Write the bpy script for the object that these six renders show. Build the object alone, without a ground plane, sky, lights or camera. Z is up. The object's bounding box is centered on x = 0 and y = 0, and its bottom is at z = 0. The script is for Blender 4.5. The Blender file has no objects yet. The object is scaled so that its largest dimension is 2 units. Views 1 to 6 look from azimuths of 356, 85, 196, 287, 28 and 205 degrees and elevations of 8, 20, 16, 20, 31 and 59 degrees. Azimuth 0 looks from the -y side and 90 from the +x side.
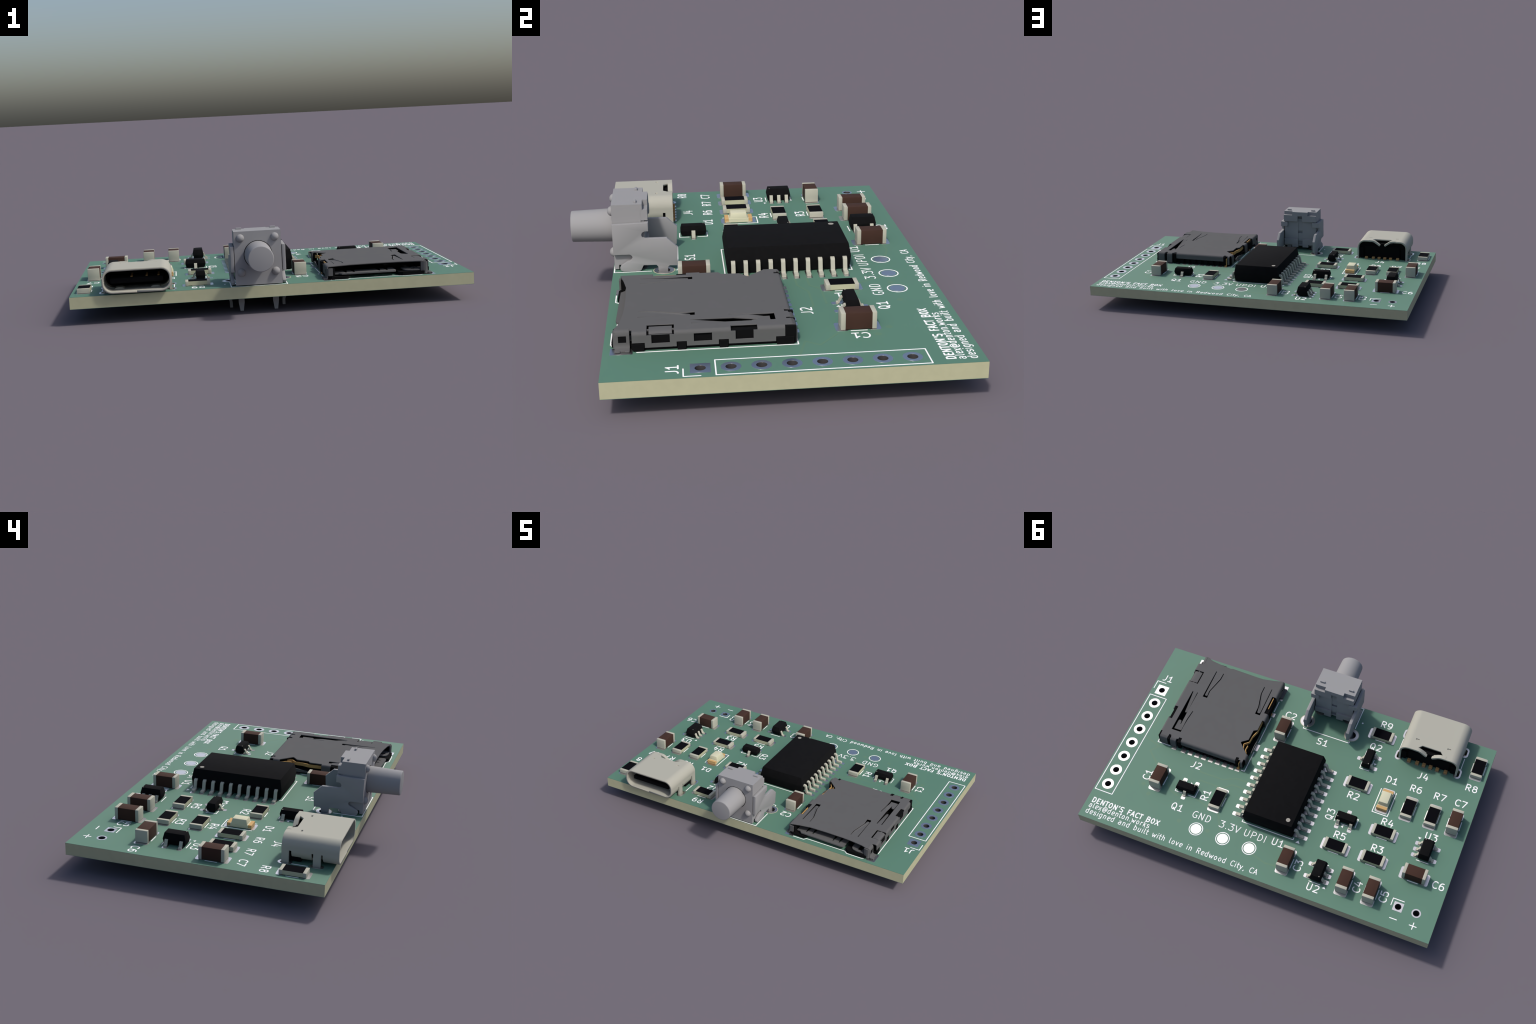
"""A small green circuit board with its parts, modelled in millimetres.

Board frame: X to the right and Y up as the printing reads, Z up from the top
face of the board.  The board lies turned half a turn in the world.
"""
import bpy, bmesh, math, random
from math import pi, sin, cos, hypot, radians
from mathutils import Matrix, Vector

random.seed(7)
MM = 2.0 / 52.0                 # metres per board millimetre
BOARD_W, BOARD_H, BOARD_T = 52.0, 32.05, 1.56
TOP_Z, MID_Y = 0.1395, 0.0805   # world place of the board's top centre
SCENE = bpy.context.scene


# ------------------------------------------------------------ materials
def material(name, color, rough=0.5, metal=0.0, spec=0.5, grain=0.0, scale=40.0, bump=0.0):
    m = bpy.data.materials.new(name)
    m.use_nodes = True
    nt = m.node_tree
    b = nt.nodes["Principled BSDF"]
    b.inputs["Roughness"].default_value = rough
    b.inputs["Metallic"].default_value = metal
    b.inputs["Specular IOR Level"].default_value = spec
    b.inputs["Base Color"].default_value = (*color, 1)
    if grain or bump:
        co = nt.nodes.new("ShaderNodeTexCoord")
        n = nt.nodes.new("ShaderNodeTexNoise")
        n.inputs["Scale"].default_value = scale
        n.inputs["Detail"].default_value = 4
        nt.links.new(co.outputs["Object"], n.inputs["Vector"])
        if grain:
            r = nt.nodes.new("ShaderNodeValToRGB")
            r.color_ramp.elements[0].position = 0.3
            r.color_ramp.elements[1].position = 0.7
            r.color_ramp.elements[0].color = (*[c * (1 - grain) for c in color], 1)
            r.color_ramp.elements[1].color = (*[c * (1 + grain) for c in color], 1)
            nt.links.new(n.outputs["Fac"], r.inputs["Fac"])
            nt.links.new(r.outputs["Color"], b.inputs["Base Color"])
        if bump:
            k = nt.nodes.new("ShaderNodeBump")
            k.inputs["Strength"].default_value = bump
            k.inputs["Distance"].default_value = 0.001
            nt.links.new(n.outputs["Fac"], k.inputs["Height"])
            nt.links.new(k.outputs["Normal"], b.inputs["Normal"])
    return m


MASK = material("green_solder_mask", (0.081, 0.183, 0.129), 0.68, spec=0.5, grain=0.02, scale=3)
TRACE = material("mask_over_copper", (0.091, 0.187, 0.121), 0.68, spec=0.5)
FR4 = material("glass_fibre_edge", (0.43, 0.43, 0.28), 0.9, spec=0.2, grain=0.03, scale=30)
INK = material("white_ink", (0.86, 0.86, 0.86), 0.9, spec=0.2)
TIN = material("tinned_pad", (0.68, 0.67, 0.68), 0.34, metal=1.0)
BARREL = material("plated_barrel", (0.055, 0.053, 0.055), 0.6, spec=0.2)  # plating colour darkened to the shade seen inside the holes
EPOXY = material("black_epoxy", (0.0055, 0.0055, 0.006), 1.0, spec=0.10, grain=0.15, scale=60)
PLASTIC = material("black_plastic", (0.0045, 0.0045, 0.005), 1.0, spec=0.08)
FILM = material("resistive_film", (0.003, 0.003, 0.0045), 1.0, spec=0.06)
CERAMIC = material("ivory_ceramic", (0.44, 0.435, 0.30), 0.9, spec=0.2)
SOLDER = material("dull_tin", (0.405, 0.400, 0.330), 0.9, spec=0.2)
LEAD = material("tinned_lead", (0.405, 0.400, 0.330), 0.9, spec=0.2)
BROWN = material("brown_dielectric", (0.046, 0.0215, 0.0145), 0.9, spec=0.25, grain=0.03, scale=50)
STEEL = material("dark_steel_sheet", (0.101, 0.101, 0.1025), 1.0, spec=0.10, grain=0.015, scale=20)
SILVER = material("pale_nickel_shell", (0.370, 0.365, 0.312), 0.9, spec=0.2)
GREY = material("grey_button_plastic", (0.27, 0.27, 0.275), 0.9, spec=0.2)
GOLD = material("gold_contact", (0.46, 0.275, 0.10), 0.8, spec=0.2)
AMBER = material("amber_contact", (0.36, 0.21, 0.08), 0.8, spec=0.2)
END = material("pale_gold_end", (0.52, 0.33, 0.14), 0.8, spec=0.2)
LENS = material("milky_lens", (0.545, 0.535, 0.385), 0.9, spec=0.2)
DOT = material("pin_mark", (0.30, 0.285, 0.25), 0.9, spec=0.2)


# ------------------------------------------------------------ mesh helpers
class Shape:
    """Collects geometry in millimetres."""

    def __init__(self):
        self.bm = bmesh.new()

    def add(self, other, matrix=None):
        me = bpy.data.meshes.new("tmp")
        other.to_mesh(me)
        other.free()
        if matrix is not None:
            me.transform(matrix)
        self.bm.from_mesh(me)
        bpy.data.meshes.remove(me)
        return self

    def box(self, x0, x1, y0, y1, z0, z1, bevel=0.0, seg=1):
        b = bmesh.new()
        bmesh.ops.create_cube(b, size=1)
        for v in b.verts:
            v.co = ((x0 + x1) / 2 + v.co.x * (x1 - x0), (y0 + y1) / 2 + v.co.y * (y1 - y0), (z0 + z1) / 2 + v.co.z * (z1 - z0))
        if bevel:
            bmesh.ops.bevel(b, geom=b.edges[:], offset=bevel, segments=seg, profile=0.5, affect="EDGES")
        return self.add(b)

    def taper(self, x, y, levels, cx=0, cy=0, bevel=0.0):
        """Stack of rectangles: levels of (z, inset)."""
        b = bmesh.new()
        rings = []
        for z, i in levels:
            rings.append([b.verts.new((cx + sx * (x / 2 - i), cy + sy * (y / 2 - i), z)) for sx, sy in ((-1, -1), (1, -1), (1, 1), (-1, 1))])
        b.faces.new(rings[0][::-1])
        b.faces.new(rings[-1])
        for r, q in zip(rings, rings[1:]):
            for k in range(4):
                b.faces.new((r[k], r[(k + 1) % 4], q[(k + 1) % 4], q[k]))
        if bevel:
            bmesh.ops.bevel(b, geom=b.edges[:], offset=bevel, segments=2, profile=0.5, affect="EDGES")
        return self.add(b)

    def prism(self, loops, z0, z1, matrix=None, bevel=0.0):
        return self.add(prism(loops, z0, z1, bevel), matrix)

    def side(self, loops, x0, x1, bevel=0.0):
        """Outline in (y, z), thickness along x."""
        return self.add(prism(loops, x0, x1, bevel), Matrix(((0, 0, 1, 0), (1, 0, 0, 0), (0, 1, 0, 0), (0, 0, 0, 1))))

    def front(self, loops, y0, y1, bevel=0.0):
        """Outline in (x, z), thickness along y."""
        return self.add(prism(loops, y0, y1, bevel), Matrix(((1, 0, 0, 0), (0, 0, 1, 0), (0, 1, 0, 0), (0, 0, 0, 1))))

    def strap_xz(self, path, thick, y0, y1, round_=0.0):
        return self.front([band(fillet(path, round_) if round_ else path, thick)], y0, y1)

    def strap_xy(self, path, thick, z0, z1, round_=0.0):
        return self.prism([band(fillet(path, round_) if round_ else path, thick)], z0, z1)

    def lathe(self, profile, n=48, matrix=None):
        """Profile of (radius, height) turned about z."""
        b = bmesh.new()
        rings = []
        for r, h in profile:
            rings.append([b.verts.new((r * cos(2 * pi * k / n), r * sin(2 * pi * k / n), h)) for k in range(n)] if r > 1e-6 else [b.verts.new((0, 0, h))])
        for p, q in zip(rings, rings[1:]):
            for k in range(n):
                a = [p[k % len(p)], p[(k + 1) % len(p)], q[(k + 1) % len(q)], q[k % len(q)]]
                a = list(dict.fromkeys(a))
                if len(a) > 2:
                    b.faces.new(a)
        return self.add(b, matrix)

    def ribbon(self, pts, width, z0, z1, closed=False):
        """Flat inked line with round ends."""
        self.add(ribbon(pts, width, z0, z1, closed))
        return self

    def mesh(self, name, mat, smooth=30):
        bmesh.ops.remove_doubles(self.bm, verts=self.bm.verts[:], dist=1e-5)
        bmesh.ops.recalc_face_normals(self.bm, faces=self.bm.faces[:])
        for v in self.bm.verts:
            v.co *= MM
        me = bpy.data.meshes.new(name)
        self.bm.to_mesh(me)
        self.bm.free()
        me.materials.append(mat)
        if smooth:
            me.shade_smooth()
            me.set_sharp_from_angle(angle=radians(smooth))
        return me


def circle(x, y, r, n=40):
    return [(x + r * cos(2 * pi * k / n), y + r * sin(2 * pi * k / n)) for k in range(n)]


def rect(x0, x1, y0, y1):
    return [(x0, y0), (x1, y0), (x1, y1), (x0, y1)]


def round_rect(x0, x1, y0, y1, r, n=6):
    out = []
    for cx, cy, a in ((x1 - r, y1 - r, 0), (x0 + r, y1 - r, 90), (x0 + r, y0 + r, 180), (x1 - r, y0 + r, 270)):
        for k in range(n + 1):
            t = radians(a + 90 * k / n)
            out.append((cx + r * cos(t), cy + r * sin(t)))
    return out


def fillet(path, r, n=5, closed=False):
    """Rounds the corners of a path."""
    out = []
    N = len(path)
    for i, p in enumerate(path):
        if not closed and i in (0, N - 1):
            out.append(p)
            continue
        p, a, b = Vector(p), Vector(path[i - 1]), Vector(path[(i + 1) % N])
        u, v = (a - p), (b - p)
        d = min(r, u.length * 0.45, v.length * 0.45)
        q0, q1 = p + u.normalized() * d, p + v.normalized() * d
        for k in range(n + 1):
            t = k / n
            w = q0 * (1 - t) ** 2 + p * 2 * t * (1 - t) + q1 * t * t
            out.append((w.x, w.y))
    return out


def offsets(path, h, closed=False):
    left, right = [], []
    N = len(path)
    for i in range(N):
        p = Vector(path[i])
        a = Vector(path[i - 1]) if (i or closed) else None
        b = Vector(path[(i + 1) % N]) if (i < N - 1 or closed) else None
        d0 = (p - a).normalized() if a is not None else (b - p).normalized()
        d1 = (b - p).normalized() if b is not None else d0
        n0, n1 = Vector((-d0.y, d0.x)), Vector((-d1.y, d1.x))
        m = n0 + n1
        m = m.normalized() if m.length > 1e-6 else n0
        s = h / max(0.35, m.dot(n0))
        left.append(tuple(p + m * s))
        right.append(tuple(p - m * s))
    return left, right


def band(path, thick):
    l, r = offsets(path, thick / 2)
    return l + r[::-1]


def prism(loops, z0, z1, bevel=0.0):
    """Solid between z0 and z1 over a filled outline; further loops are holes."""
    cu = bpy.data.curves.new("tmp", "CURVE")
    cu.dimensions = "2D"
    cu.fill_mode = "BOTH"
    cu.extrude = abs(z1 - z0) / 2 - bevel
    if bevel:
        cu.bevel_depth = bevel
        cu.bevel_resolution = 1
        cu.offset = -bevel
    for lp in loops:
        s = cu.splines.new("POLY")
        s.points.add(len(lp) - 1)
        for p, (x, y) in zip(s.points, lp):
            p.co = (x, y, 0, 1)
        s.use_cyclic_u = True
    ob = bpy.data.objects.new("tmp", cu)
    me = bpy.data.meshes.new_from_object(ob)
    b = bmesh.new()
    b.from_mesh(me)
    for v in b.verts:
        v.co.z += (z0 + z1) / 2
    bmesh.ops.remove_doubles(b, verts=b.verts[:], dist=1e-5)
    bpy.data.objects.remove(ob)
    bpy.data.curves.remove(cu)
    bpy.data.meshes.remove(me)
    return b


def ribbon(pts, width, z0, z1, closed=False):
    b = bmesh.new()
    h = width / 2
    if len(pts) > 3 and (Vector(pts[0]) - Vector(pts[-1])).length < 1e-6:
        pts, closed = pts[:-1], True
    l, r = offsets(pts, h, closed)
    if not closed:
        d = (Vector(pts[1]) - Vector(pts[0])).normalized()
        e = (Vector(pts[-1]) - Vector(pts[-2])).normalized()
        a0, a1 = math.atan2(d.y, d.x), math.atan2(e.y, e.x)
        tail = [(pts[0][0] + h * cos(a0 + pi / 2 + pi * k / 6), pts[0][1] + h * sin(a0 + pi / 2 + pi * k / 6)) for k in range(1, 6)]
        head = [(pts[-1][0] + h * cos(a1 - pi / 2 + pi * k / 6), pts[-1][1] + h * sin(a1 - pi / 2 + pi * k / 6)) for k in range(1, 6)]
    L = [b.verts.new((x, y, z1)) for x, y in l]
    R = [b.verts.new((x, y, z1)) for x, y in r]
    N = len(pts)
    for i in range(N if closed else N - 1):
        j = (i + 1) % N
        b.faces.new((L[i], R[i], R[j], L[j]))
    if not closed:
        T = [b.verts.new((x, y, z1)) for x, y in tail]
        H = [b.verts.new((x, y, z1)) for x, y in head]
        b.faces.new([L[0]] + T + [R[0]])
        b.faces.new([R[-1]] + H + [L[-1]])
    edge = [e for e in b.edges if len(e.link_faces) == 1]
    g = bmesh.ops.extrude_edge_only(b, edges=edge)
    for v in g["geom"]:
        if isinstance(v, bmesh.types.BMVert):
            v.co.z = z0
    return b


# ------------------------------------------------------------ objects
ROOT = bpy.data.objects.new("circuit_board", None)
ROOT.empty_display_size = 0.2
SCENE.collection.objects.link(ROOT)
ROOT["label"] = "small green circuit board with soldered chips, sockets and grey button"
ROOT["category"] = "circuit board"


def place(name, mesh, at=(0, 0, 0), turn=0.0, parent=None, kind=None):
    """Puts a part on the board, or (with a parent) in the parent's own frame."""
    o = bpy.data.objects.new(name, mesh)
    SCENE.collection.objects.link(o)
    if parent is None:
        o.parent = ROOT
        o.location = (-at[0] * MM, MID_Y - at[1] * MM, TOP_Z + at[2] * MM)
        o.rotation_euler = (0, 0, pi + radians(turn))
    else:
        o.parent = parent
        o.location = Vector(at) * MM
        o.rotation_euler = (0, 0, radians(turn))
    if kind:
        o["kind"] = kind
    return o


def spun(at, turn, p):
    c, s = cos(radians(turn)), sin(radians(turn))
    return (at[0] + c * p[0] - s * p[1], at[1] + s * p[0] + c * p[1])


# ------------------------------------------------------------ board panel
HOLES = []      # (x, y, radius)
for k in range(8):
    HOLES.append((-24.37, 7.84 - 2.54 * k, 0.49))
HOLES += [(20.65, -12.55, 0.46), (23.19, -12.55, 0.46)]
S1X = 1.9
HOLES += [(S1X - 3.5, 10.80, 0.66), (S1X + 3.5, 10.80, 0.66), (S1X - 2.25, 13.30, 0.5), (S1X + 2.25, 13.30, 0.5)]
J4X = 17.42
SLOTS = [(J4X - 4.42, 10.2), (J4X + 4.42, 10.2), (J4X - 4.42, 14.0), (J4X + 4.42, 14.0)]


def oval(x, y, w, h):
    r = w / 2
    return round_rect(x - r, x + r, y - h / 2, y + h / 2, r * 0.999, 8)


board_loops = [rect(-BOARD_W / 2, BOARD_W / 2, -BOARD_H / 2, BOARD_H / 2)]
board_loops += [circle(x, y, r) for x, y, r in HOLES] + [oval(x, y, 0.6, 1.2) for x, y in SLOTS]
core = place("board_core", Shape().prism(board_loops, -BOARD_T + 0.03, -0.03).mesh("board_core", FR4))
place("solder_mask", Shape().prism(board_loops, -0.03, 0).prism(board_loops, -BOARD_T, -BOARD_T + 0.03).mesh("solder_mask", MASK))

PAD_Z = 0.012


def pad(loop, holes=()):
    return place("pad", Shape().prism([loop, *holes], 0.0005, PAD_Z).mesh("pad", TIN, 0))


_pads = {}


def pad_at(kind, make, x, y, turn=0):
    """Pads of one kind share a mesh centred on their own origin."""
    if kind not in _pads:
        _pads[kind] = Shape().prism(make(), 0.0005, PAD_Z).mesh("pad", TIN, 0)
    return place("pad", _pads[kind], (x, y, 0), turn)


def barrel(x, y, r):
    s = Shape()
    s.prism([circle(0, 0, r - 0.002), circle(0, 0, r - 0.03)], -BOARD_T, 0.01)
    key = ("barrel", r)
    if key not in _pads:
        _pads[key] = s.mesh("hole_barrel", BARREL)
    return place("hole_barrel", _pads[key], (x, y, 0))


for i, (x, y, r) in enumerate(HOLES):
    barrel(x, y, r)
    if i == 0:
        pad_at("sq17", lambda: [rect(-.85, .85, -.85, .85), circle(0, 0, 0.465)], x, y)
    elif i < 8:
        pad_at("ro17", lambda: [circle(0, 0, .85), circle(0, 0, 0.465)], x, y)
    elif i == 8:
        pad_at("sq13", lambda: [rect(-.66, .66, -.66, .66), circle(0, 0, 0.445)], x, y)
    elif i == 9:
        pad_at("ro13", lambda: [circle(0, 0, .64), circle(0, 0, 0.445)], x, y)
    elif i < 12:
        pad_at("ro20", lambda: [circle(0, 0, 1.03), circle(0, 0, 0.63)], x, y)
        place("copper_rim", Shape().prism([circle(0, 0, 1.12), circle(0, 0, 1.04)], 0.0005, 0.012).mesh("copper_rim", CERAMIC), (x, y, 0))
    else:
        pad_at("ro16", lambda: [circle(0, 0, .85), circle(0, 0, 0.47)], x, y)
for x, y in SLOTS:
    pad_at("oval", lambda: [oval(0, 0, 1.05, 1.75), oval(0, 0, 0.58, 1.18)], x, y)
for x in (-9.42, -5.33, -1.30):
    pad_at("test", lambda: [circle(0, 0, 0.76)], x, -11.93)


# ------------------------------------------------------------ printing
INK_Z0, INK_Z1 = 0.0005, 0.010
LINE = 0.12


def mark(*paths, width=LINE, name="outline_mark"):
    s = Shape()
    k = 0
    for p in paths:
        for q in strokes(p):
            s.ribbon(q, width, INK_Z0, INK_Z1 + 0.002 * (k % 5))
            k += 1
    return place(name, s.mesh(name, INK, 0))


def strokes(path, limit=50):
    """Splits a path where it turns sharply, so that every corner is round."""
    out, cur = [], [path[0]]
    for i in range(1, len(path)):
        cur.append(path[i])
        if i < len(path) - 1:
            a = Vector(path[i]) - Vector(path[i - 1])
            b = Vector(path[i + 1]) - Vector(path[i])
            if a.length > 0 and b.length > 0 and a.angle(b) > radians(limit):
                out.append(cur)
                cur = [path[i]]
    out.append(cur)
    return [q for q in out if len(q) > 1]


def arc(cx, cy, rx, ry, a0, a1, n=14):
    return [(cx + rx * cos(radians(a0 + (a1 - a0) * k / n)), cy + ry * sin(radians(a0 + (a1 - a0) * k / n))) for k in range(n + 1)]


# Single-stroke letters: capitals are 21 high, small letters 14; (advance, strokes).
GLYPH = {}
GLYPH[" "] = (16, [])
GLYPH["A"] = (18, [[(2, 0), (9, 21), (16, 0)], [(4.4, 6.5), (13.6, 6.5)]])
GLYPH["B"] = (21, [[(5, 0), (5, 21), (12, 21), (15, 20), (16.5, 17.5), (16.5, 15), (15, 12.3), (12, 11), (5, 11)], [(12, 11), (15, 10), (17, 7.5), (17, 4), (15, 1), (12, 0), (5, 0)]])
GLYPH["C"] = (21, [[(18, 2), (17, 1), (14, 0), (12, 0)] + arc(12, 10.5, 7, 10.5, 270, 90, 12)[1:] + [(14, 21), (17, 20), (18, 19)]])
GLYPH["D"] = (21, [[(5, 0), (5, 21), (10, 21)] + arc(10, 10.5, 7, 10.5, 90, -90, 12)[1:] + [(5, 0)]])
GLYPH["E"] = (19, [[(15, 0), (5, 0), (5, 21), (15, 21)], [(5, 11), (12, 11)]])
GLYPH["F"] = (18, [[(5, 0), (5, 21), (15, 21)], [(5, 11), (12, 11)]])
GLYPH["G"] = (21, [[(17, 20), (15, 21), (12, 21)] + arc(12, 10.5, 7, 10.5, 90, 270, 12)[1:] + [(14, 0), (17, 1), (18, 2), (18, 9), (13.5, 9)]])
GLYPH["I"] = (10, [[(5, 0), (5, 21)]])
GLYPH["J"] = (16, [[(11, 21), (11, 6), (10, 3), (8, 1), (5, 0), (3, 0)]])
GLYPH["N"] = (22, [[(5, 0), (5, 21), (17, 0), (17, 21)]])
GLYPH["O"] = (22, [arc(11, 10.5, 6.5, 10.5, 0, 360, 24)])
GLYPH["P"] = (21, [[(5, 0), (5, 21), (12, 21)] + arc(12, 15.5, 5, 5.5, 90, -90, 8)[1:] + [(5, 10)]])
GLYPH["Q"] = (22, [arc(11, 10.5, 6.5, 10.5, 0, 360, 24), [(11, 5), (14, 3), (18, -2)]])
GLYPH["R"] = (21, [[(5, 0), (5, 21), (12, 21)] + arc(12, 15.5, 5, 5.5, 90, -90, 8)[1:] + [(5, 10)], [(10, 10), (17, 0)]])
GLYPH["S"] = (20, [[(4, 1), (7, 0), (12, 0)] + arc(12, 5, 4.2, 5, -90, 80, 7)[1:] + [(8, 11)] + arc(8.2, 15.8, 4.2, 5.2, -100, -270, 7)[1:] + [(13, 21), (16, 20)]])
GLYPH["T"] = (16, [[(2, 21), (14, 21)], [(8, 0), (8, 21)]])
GLYPH["U"] = (22, [[(5, 21), (5, 6)] + arc(11, 6, 6, 6, 180, 360, 10)[1:] + [(17, 21)]])
GLYPH["V"] = (18, [[(2, 21), (9, 0), (16, 21)]])
GLYPH["X"] = (20, [[(3, 21), (17, 0)], [(17, 21), (3, 0)]])
GLYPH["1"] = (20, [[(16, 0), (4, 0)], [(10, 0), (10, 21), (8, 18), (6, 16), (4, 15)]])
GLYPH["2"] = (20, [[(4, 19), (5, 20), (7, 21), (12, 21), (14, 20), (15, 19), (16, 17), (16, 15), (15, 12), (3, 0), (16, 0)]])
GLYPH["3"] = (20, [[(3, 21), (16, 21), (9, 13), (12, 13), (14, 12), (15, 11), (16, 9), (16, 4), (15, 2), (14, 1), (12, 0), (6, 0), (4, 1), (3, 2)]])
GLYPH["4"] = (20, [[(14, 14), (14, 0)], [(9, 22), (4, 7), (17, 7)]])
GLYPH["5"] = (20, [[(15, 21), (5, 21), (4, 11), (5, 12), (7, 13), (12, 13), (14, 12), (15, 11), (16, 9), (16, 4), (15, 2), (14, 1), (12, 0), (7, 0), (5, 1), (4, 2)]])
GLYPH["6"] = (20, [[(14, 21), (10, 21), (8, 20), (7, 19), (5, 16), (4, 12), (4, 4), (5, 2), (6, 1), (8, 0), (12, 0), (14, 1), (15, 2), (16, 4), (16, 9), (15, 11), (14, 12), (12, 13), (8, 13), (6.5, 12.3)], [(6.5, 12.3), (5, 11), (4, 9)]])
GLYPH["7"] = (20, [[(3, 21), (17, 21), (8, 0)]])
GLYPH["8"] = (20, [arc(10, 16.5, 5.4, 4.5, -90, 270, 18), arc(10, 6, 6, 6, 90, 450, 18)])
GLYPH["9"] = (20, [[(20 - x, 21 - y) for x, y in p] for p in GLYPH["6"][1]])
BOWL = arc(9.5, 7, 5, 7, 0, 360, 18)
GLYPH["a"] = (19, [[(14, 0), (14, 11), (13, 13), (11, 14), (7, 14), (5, 13)], [(14, 1), (12, 0), (7, 0), (5, 1), (4, 3), (4, 5), (5, 7), (7, 8), (12, 8), (14, 9)]])
GLYPH["b"] = (19, [[(5, 0), (5, 21)], [(5, 13), (7, 14), (11, 14), (13, 13), (14, 12), (15, 10), (15, 4), (14, 2), (13, 1), (11, 0), (7, 0), (5, 1)]])
GLYPH["d"] = (19, [[(14, 0), (14, 21)], [(14, 13), (12, 14), (8, 14), (6, 13), (5, 12), (4, 10), (4, 4), (5, 2), (6, 1), (8, 0), (12, 0), (14, 1)]])
GLYPH["e"] = (18, [[(14, 1), (12, 0), (8, 0), (6, 1), (5, 3), (5, 11), (6, 13), (8, 14), (12, 14), (14, 13), (15, 11), (15, 8.5), (5, 6.5)]])
GLYPH["g"] = (19, [[(14, 14), (14, -3), (13, -5), (12, -6), (10, -7), (7, -7), (5, -6)], [(14, 13), (12, 14), (8, 14), (6, 13), (5, 12), (4, 10), (4, 4), (5, 2), (6, 1), (8, 0), (12, 0), (14, 1)]])
GLYPH["h"] = (19, [[(5, 0), (5, 21)], [(5, 11.5), (7, 13.5), (9, 14), (11, 14), (13, 13), (14, 11), (14, 0)]])
GLYPH["i"] = (10, [[(5, 0), (5, 14)], [(5, 20.4), (5, 21.2)]])
GLYPH["k"] = (17, [[(5, 0), (5, 21)], [(13, 14), (5, 6)], [(7.5, 8.5), (14, 0)]])
GLYPH["l"] = (11, [[(4.5, 21), (4.5, 3), (5.5, 1), (8, 0)]])
GLYPH["n"] = (19, [[(5, 0), (5, 14)], [(5, 11.5), (7, 13.5), (9, 14), (11, 14), (13, 13), (14, 11), (14, 0)]])
GLYPH["o"] = (19, [BOWL])
GLYPH["r"] = (14, [[(5, 0), (5, 14)], [(5, 10), (6, 12), (7, 13), (9, 14), (11.5, 14)]])
GLYPH["s"] = (17, [[(4, 1), (6, 0), (10, 0), (12, 1), (13, 3), (13, 4.5), (12, 6.5), (10, 7), (7, 7), (5, 8), (4, 10), (4, 11), (5, 13), (7, 14), (10, 14), (12, 13)]])
GLYPH["t"] = (12, [[(2, 14), (10, 14)], [(5, 21), (5, 3), (6, 1), (8, 0), (10, 0)]])
GLYPH["u"] = (19, [[(14, 0), (14, 14)], [(14, 2.5), (12, .5), (10, 0), (8, 0), (6, 1), (5, 3), (5, 14)]])
GLYPH["v"] = (16, [[(3, 14), (8, 0), (13, 14)]])
GLYPH["w"] = (22, [[(3, 14), (7, 0), (11, 10), (15, 0), (19, 14)]])
GLYPH["x"] = (16, [[(3, 14), (13, 0)], [(13, 14), (3, 0)]])
GLYPH["y"] = (16, [[(3, 14), (8, 0)], [(13, 14), (8, 0), (6, -5), (4, -7), (3, -7)]])
GLYPH["."] = (10, [[(5, 0), (5, 1)]])
GLYPH[","] = (10, [[(6, 0), (5, -3), (4, -4)]])
GLYPH["'"] = (10, [[(5.5, 21), (4, 16.5)]])
GLYPH["@"] = (27, [[(18, 11), (16.5, 13), (14, 13.5), (11, 12.5), (9.5, 9.5), (10, 6), (12, 4), (15, 4.2), (18, 6.5)], [(18, 13.5), (18, 6), (19.5, 4), (21.5, 4.5), (23.5, 8), (23.5, 12), (21.5, 16.5), (18, 19), (13, 19), (8.5, 17), (5.5, 13), (5, 8), (6.5, 3), (10, -1), (15, -2), (19, -1)]])
GLYPH["+"] = (26, [[(5, 9), (21, 9)], [(13, 1), (13, 17)]])
GLYPH["-"] = (26, [[(5, 9), (21, 9)]])


def text_width(text, size):
    return sum(GLYPH[c][0] for c in text) * size / 21


def letter(text, x, y, size=1.0, width=0.15, turn=0, anchor="centre", squeeze=1.0):
    """Prints a word; x, y is its centre, or the start of its baseline."""
    s = Shape()
    k = size / 21
    w = sum(GLYPH[c][0] for c in text) * k * squeeze
    x0, y0 = (-w / 2, -size / 2) if anchor == "centre" else (0, 0)
    n = 0
    for c in text:
        adv, paths = GLYPH[c]
        for p in paths:
            for q in strokes([(x0 + px * k * squeeze, y0 + py * k) for px, py in p]):
                s.ribbon(q, width, INK_Z0, INK_Z1 + 0.002 * (n % 6))
                n += 1
        x0 += adv * k * squeeze
    return place("lettering", s.mesh("lettering", INK, 0), (x, y, 0), turn)


def triangle(x, y, turn, w=0.48, h=0.33):
    s = Shape().prism([[(-w / 2, -h / 2), (w / 2, -h / 2), (0, h / 2)]], INK_Z0, INK_Z1)
    return place("pin_triangle", s.mesh("pin_triangle", INK, 0), (x, y, 0), turn)


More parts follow.
